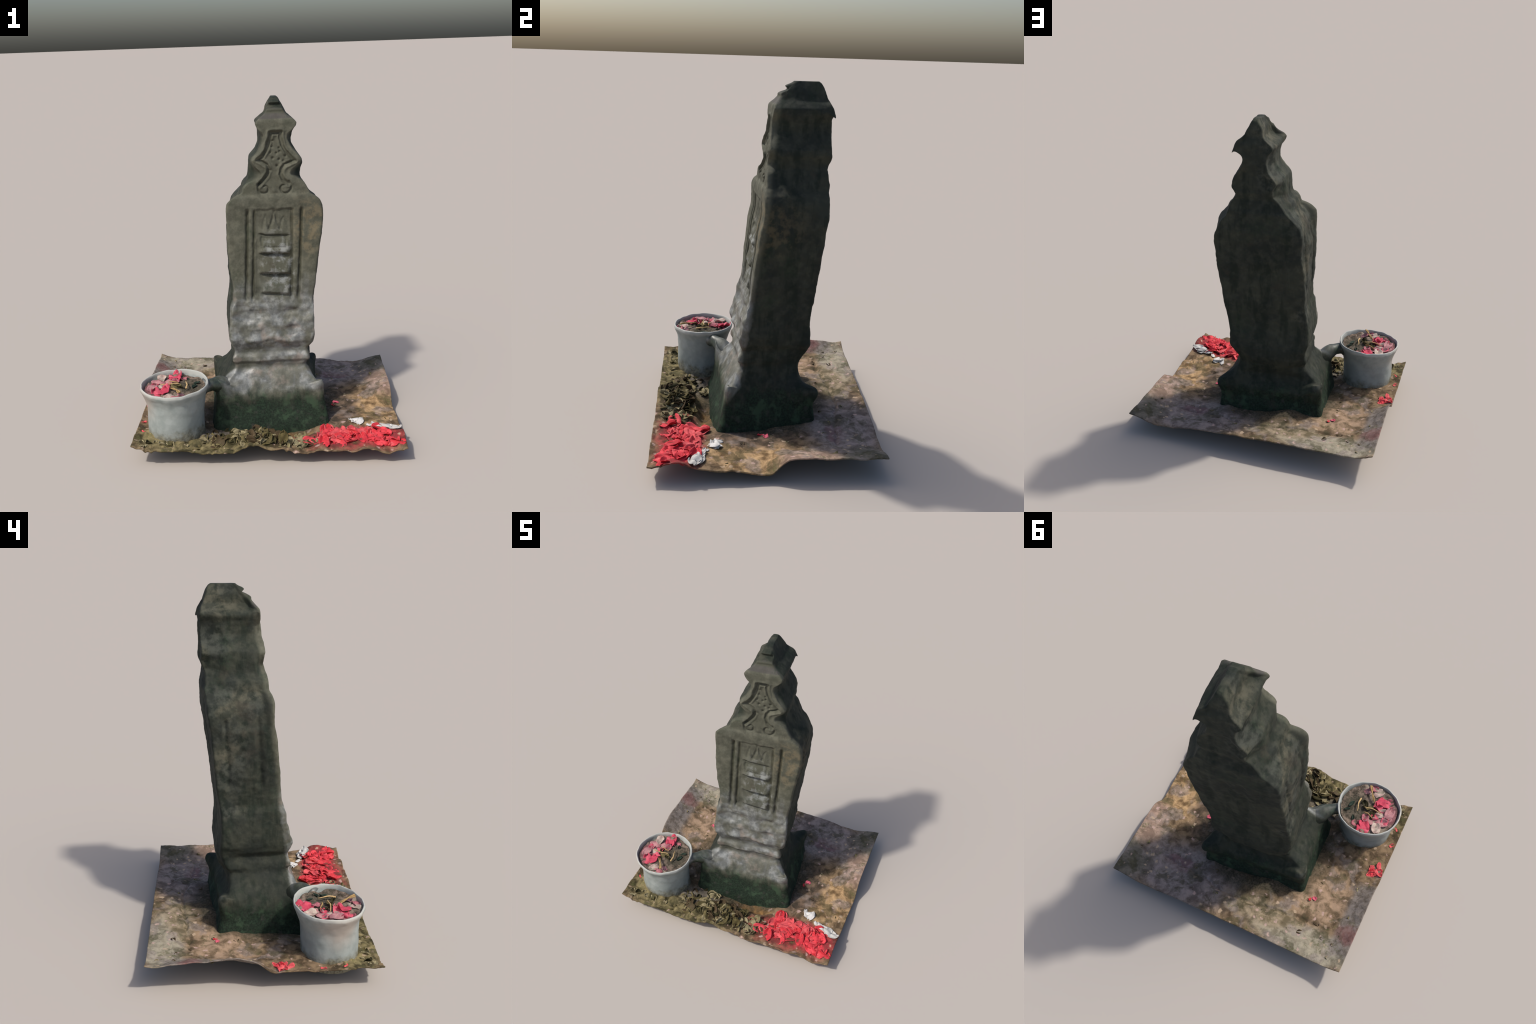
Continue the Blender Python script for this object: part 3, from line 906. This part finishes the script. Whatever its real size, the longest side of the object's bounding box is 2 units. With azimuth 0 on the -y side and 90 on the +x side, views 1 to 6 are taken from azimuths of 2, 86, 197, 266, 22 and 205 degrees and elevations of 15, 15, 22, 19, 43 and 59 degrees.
rng = random.Random(SEED)
red_forms = [blade_mesh("petal", RED, .105, .068, c, q, t, .0022, 100 + k, .45) for k, (c, q, t) in enumerate(((.5, .10, .2), (-.4, .08, -.3), (.7, .14, .1), (.2, -.10, .4), (-.5, .12, .2)))]
white_forms = [blade_mesh("white_petal", WHITE, .085, .050, c, q, t, .0022, 150 + k, .45) for k, (c, q, t) in enumerate(((.3, .07, .2), (-.3, .06, .3)))]
dry_forms = [blade_mesh("dry_leaf", DRY, .085, .060, c, q, t, .002, 200 + k, .6) for k, (c, q, t) in enumerate(((.6, .14, .3), (-.5, .12, -.3), (.9, .2, .2), (.4, .15, .4), (-.6, .14, .2), (.5, -.12, .2)))]
green_forms = [blade_mesh("green_leaf", GREEN, .08, .032, .8, .3, .4, .002, 250, .9)]
pink_forms = [blade_mesh("petal", PINK, .100, .078, c, q, .2, .002, 270 + k, .35) for k, (c, q) in enumerate(((.4, .10), (-.4, .08), (.6, .12)))]

CLUSTERS = [(.70, -.555, .07, .055, 16), (.62, -.47, .09, .06, 18), (.50, -.44, .09, .05, 16), (.44, -.40, .08, .04, 11), (.36, -.385, .05, .03, 7), (.36, -.49, .09, .06, 11), (.27, -.52, .06, .05, 6), (.70, -.44, .06, .05, 9), (.40, -.57, .08, .03, 6)]
for cx, cy, sx, sy, n in CLUSTERS:
    for _ in range(n):
        x, y = cx + rng.gauss(0, sx * .6), cy + rng.gauss(0, sy * .6)
        if not (abs(x) < HX - .064 and abs(y) < HY - .058 and y < -.33):
            continue
        z = float(height(x, y)[0]) + rng.uniform(-.007, .001)
        place("petal", rng.choice(red_forms), patch, x, y, z, rng.uniform(0, 6.28), rng.gauss(0, .13), rng.gauss(0, .13), rng.uniform(.6, 1.05))
for x, y, s, a in ((.522, -.278, .95, .3), (.545, -.290, .8, 1.2), (.725, -.375, 1.15, 2.9), (.695, -.362, 1.1, 3.0), (.665, -.352, .9, 2.9), (.735, -.395, .9, .2), (.64, -.345, .7, 2.6), (.71, -.350, .8, 2.8), (.60, -.330, .5, 2.2), (.535, -.262, .6, .8), (.505, -.268, .7, 2.0), (.43, -.43, .5, 2.), (.36, -.44, .45, .5), (.54, -.40, .4, 1.4)):
    place("white_petal", rng.choice(white_forms), patch, x, y, float(height(x, y)[0]) + .004, a, rng.gauss(0, .2), rng.gauss(0, .2), s)
for k in range(9):
    x, y = -.725 + rng.gauss(0, .025), -.085 + rng.gauss(0, .022)
    place("petal", rng.choice(red_forms), patch, max(x, -.745), y, float(height(x, y)[0]) - .001, rng.uniform(0, 6.28), rng.gauss(0, .15), rng.gauss(0, .15), rng.uniform(.4, .62))
for x, y, s in ((.416, .005, .4), (.40, -.02, .3), (-.459, .244, .32), (-.43, .26, .25), (-.755, -.30, .35), (-.745, -.42, .3)):
    place("petal", rng.choice(red_forms + pink_forms), patch, x, y, float(height(x, y)[0]), rng.uniform(0, 6.28), 0, 0, s)

count = 0
while count < 150:
    x, y = rng.uniform(-.74, .26), rng.uniform(-.60, -.33)
    if math.hypot(x - PC[0], y - PC[1]) < .19 or (x > -.16 and y > -.425):
        continue
    dense = math.exp(-((x + .02) / .22) ** 2)
    if rng.random() > .35 + .65 * dense:
        continue
    if abs(x) > HX - .05 or abs(y) > HY - .045:
        continue
    big = rng.uniform(.6, 1.15) * (.75 + .40 * dense)
    z = float(height(x, y)[0]) + rng.uniform(-.009, -.003)
    place("dry_leaf", rng.choice(dry_forms), patch, x, y, z, rng.uniform(0, 6.28), rng.gauss(0, .18), rng.gauss(0, .18), big)
    count += 1
# one leaf standing on end
place("dry_leaf", dry_forms[2], patch, .083, -.545, float(height(.083, -.545)[0]) + .030, 1.2, .3, -1.2, .95)
for k in range(45):  # thinner litter on the rest of the soil
    x, y = rng.uniform(-.72, .72), rng.uniform(-.3, .58)
    if abs(x) < .42 and -.36 < y < .34:
        continue
    place("dry_leaf", rng.choice(dry_forms), patch, x, y, float(height(x, y)[0]) - .003, rng.uniform(0, 6.28), rng.gauss(0, .12), rng.gauss(0, .12), rng.uniform(.25, .45))

# pot contents
mauve_forms = [blade_mesh("faded_petal", MAUVE, .085, .065, c, q, .3, .002, 290 + k, .4) for k, (c, q) in enumerate(((.5, .12), (-.5, .15)))]
for dx, dy, s, a in ((-.075, -.060, 1.0, .5), (-.088, -.085, .8, 2.2), (-.055, -.085, .7, 1.2), (-.02, .128, .95, 1.0), (-.005, .108, .8, 2.5), (-.035, .145, .6, .2), (-.120, .03, .6, 1.7), (-.06, .03, .5, .3)):
    x, y = PC[0] + dx, PC[1] + dy
    place("petal", rng.choice(pink_forms), pot_top, x, y, fill_height(x, y) + .004, a, rng.gauss(0, .12), rng.gauss(0, .12), s)
for dx, dy, s, a in ((-.13, -.03, .9, 1.5), (-.115, .055, .9, .4), (-.085, .10, .9, 2.), (-.06, .06, .8, .9), (-.13, .01, .7, 2.6), (.02, -.155, .7, .1), (-.02, -.14, .8, 1.), (.0, .06, .7, 2.), (.05, -.12, .6, .5), (-.09, -.01, .9, .7), (-.04, .09, .8, 1.6), (.03, .12, .7, .2), (-.10, -.11, .7, .9)):
    x, y = PC[0] + dx, PC[1] + dy
    place("faded_petal", rng.choice(mauve_forms), pot_top, x, y, fill_height(x, y) + .001, a, rng.gauss(0, .12), rng.gauss(0, .12), s)
for dx, dy, s, a in ((.112, .0, .7, 1.3), (.12, .05, .55, .6), (.07, .09, .5, 2.0)):
    x, y = PC[0] + dx, PC[1] + dy
    place("green_leaf", green_forms[0], pot_top, x, y, fill_height(x, y) + .004, a, .1, .1, s)
for dx, dy, s, a in ((.0, -.01, .8, .2), (-.03, .02, .7, 1.8), (.04, -.03, .6, 2.6)):
    x, y = PC[0] + dx, PC[1] + dy
    place("dry_leaf", rng.choice(dry_forms), pot_top, x, y, fill_height(x, y) + .008, a, .5, .3, s)
for (x0, y0, z0), (x1, y1, z1), r in (((.055, -.150, .034), (-.021, -.043, .012), .0055), ((.078, -.052, .010), (.065, .045, .012), .005), ((.03, 0, .016), (-.082, .0, .012), .0045), ((.02, .03, .010), (-.04, .05, .008), .004), ((.045, -.155, .030), (.0, -.06, .02), .004)):
    A = np.array((PC[0] + x0, PC[1] + y0, .372 + z0))
    B = np.array((PC[0] + x1, PC[1] + y1, .372 + z1))
    path = [A + (B - A) * t + np.array((.004 * math.sin(7 * t + r * 900), .004 * math.cos(6 * t), .005 * math.sin(3.14 * t))) for t in np.linspace(0, 1, 10)]
    V, F = tube(path, [r * (1 - .4 * t) for t in np.linspace(0, 1, 10)], 8, 1, True, .3, 5)
    mesh_object("twig", V, F, STRAW, pot_top)
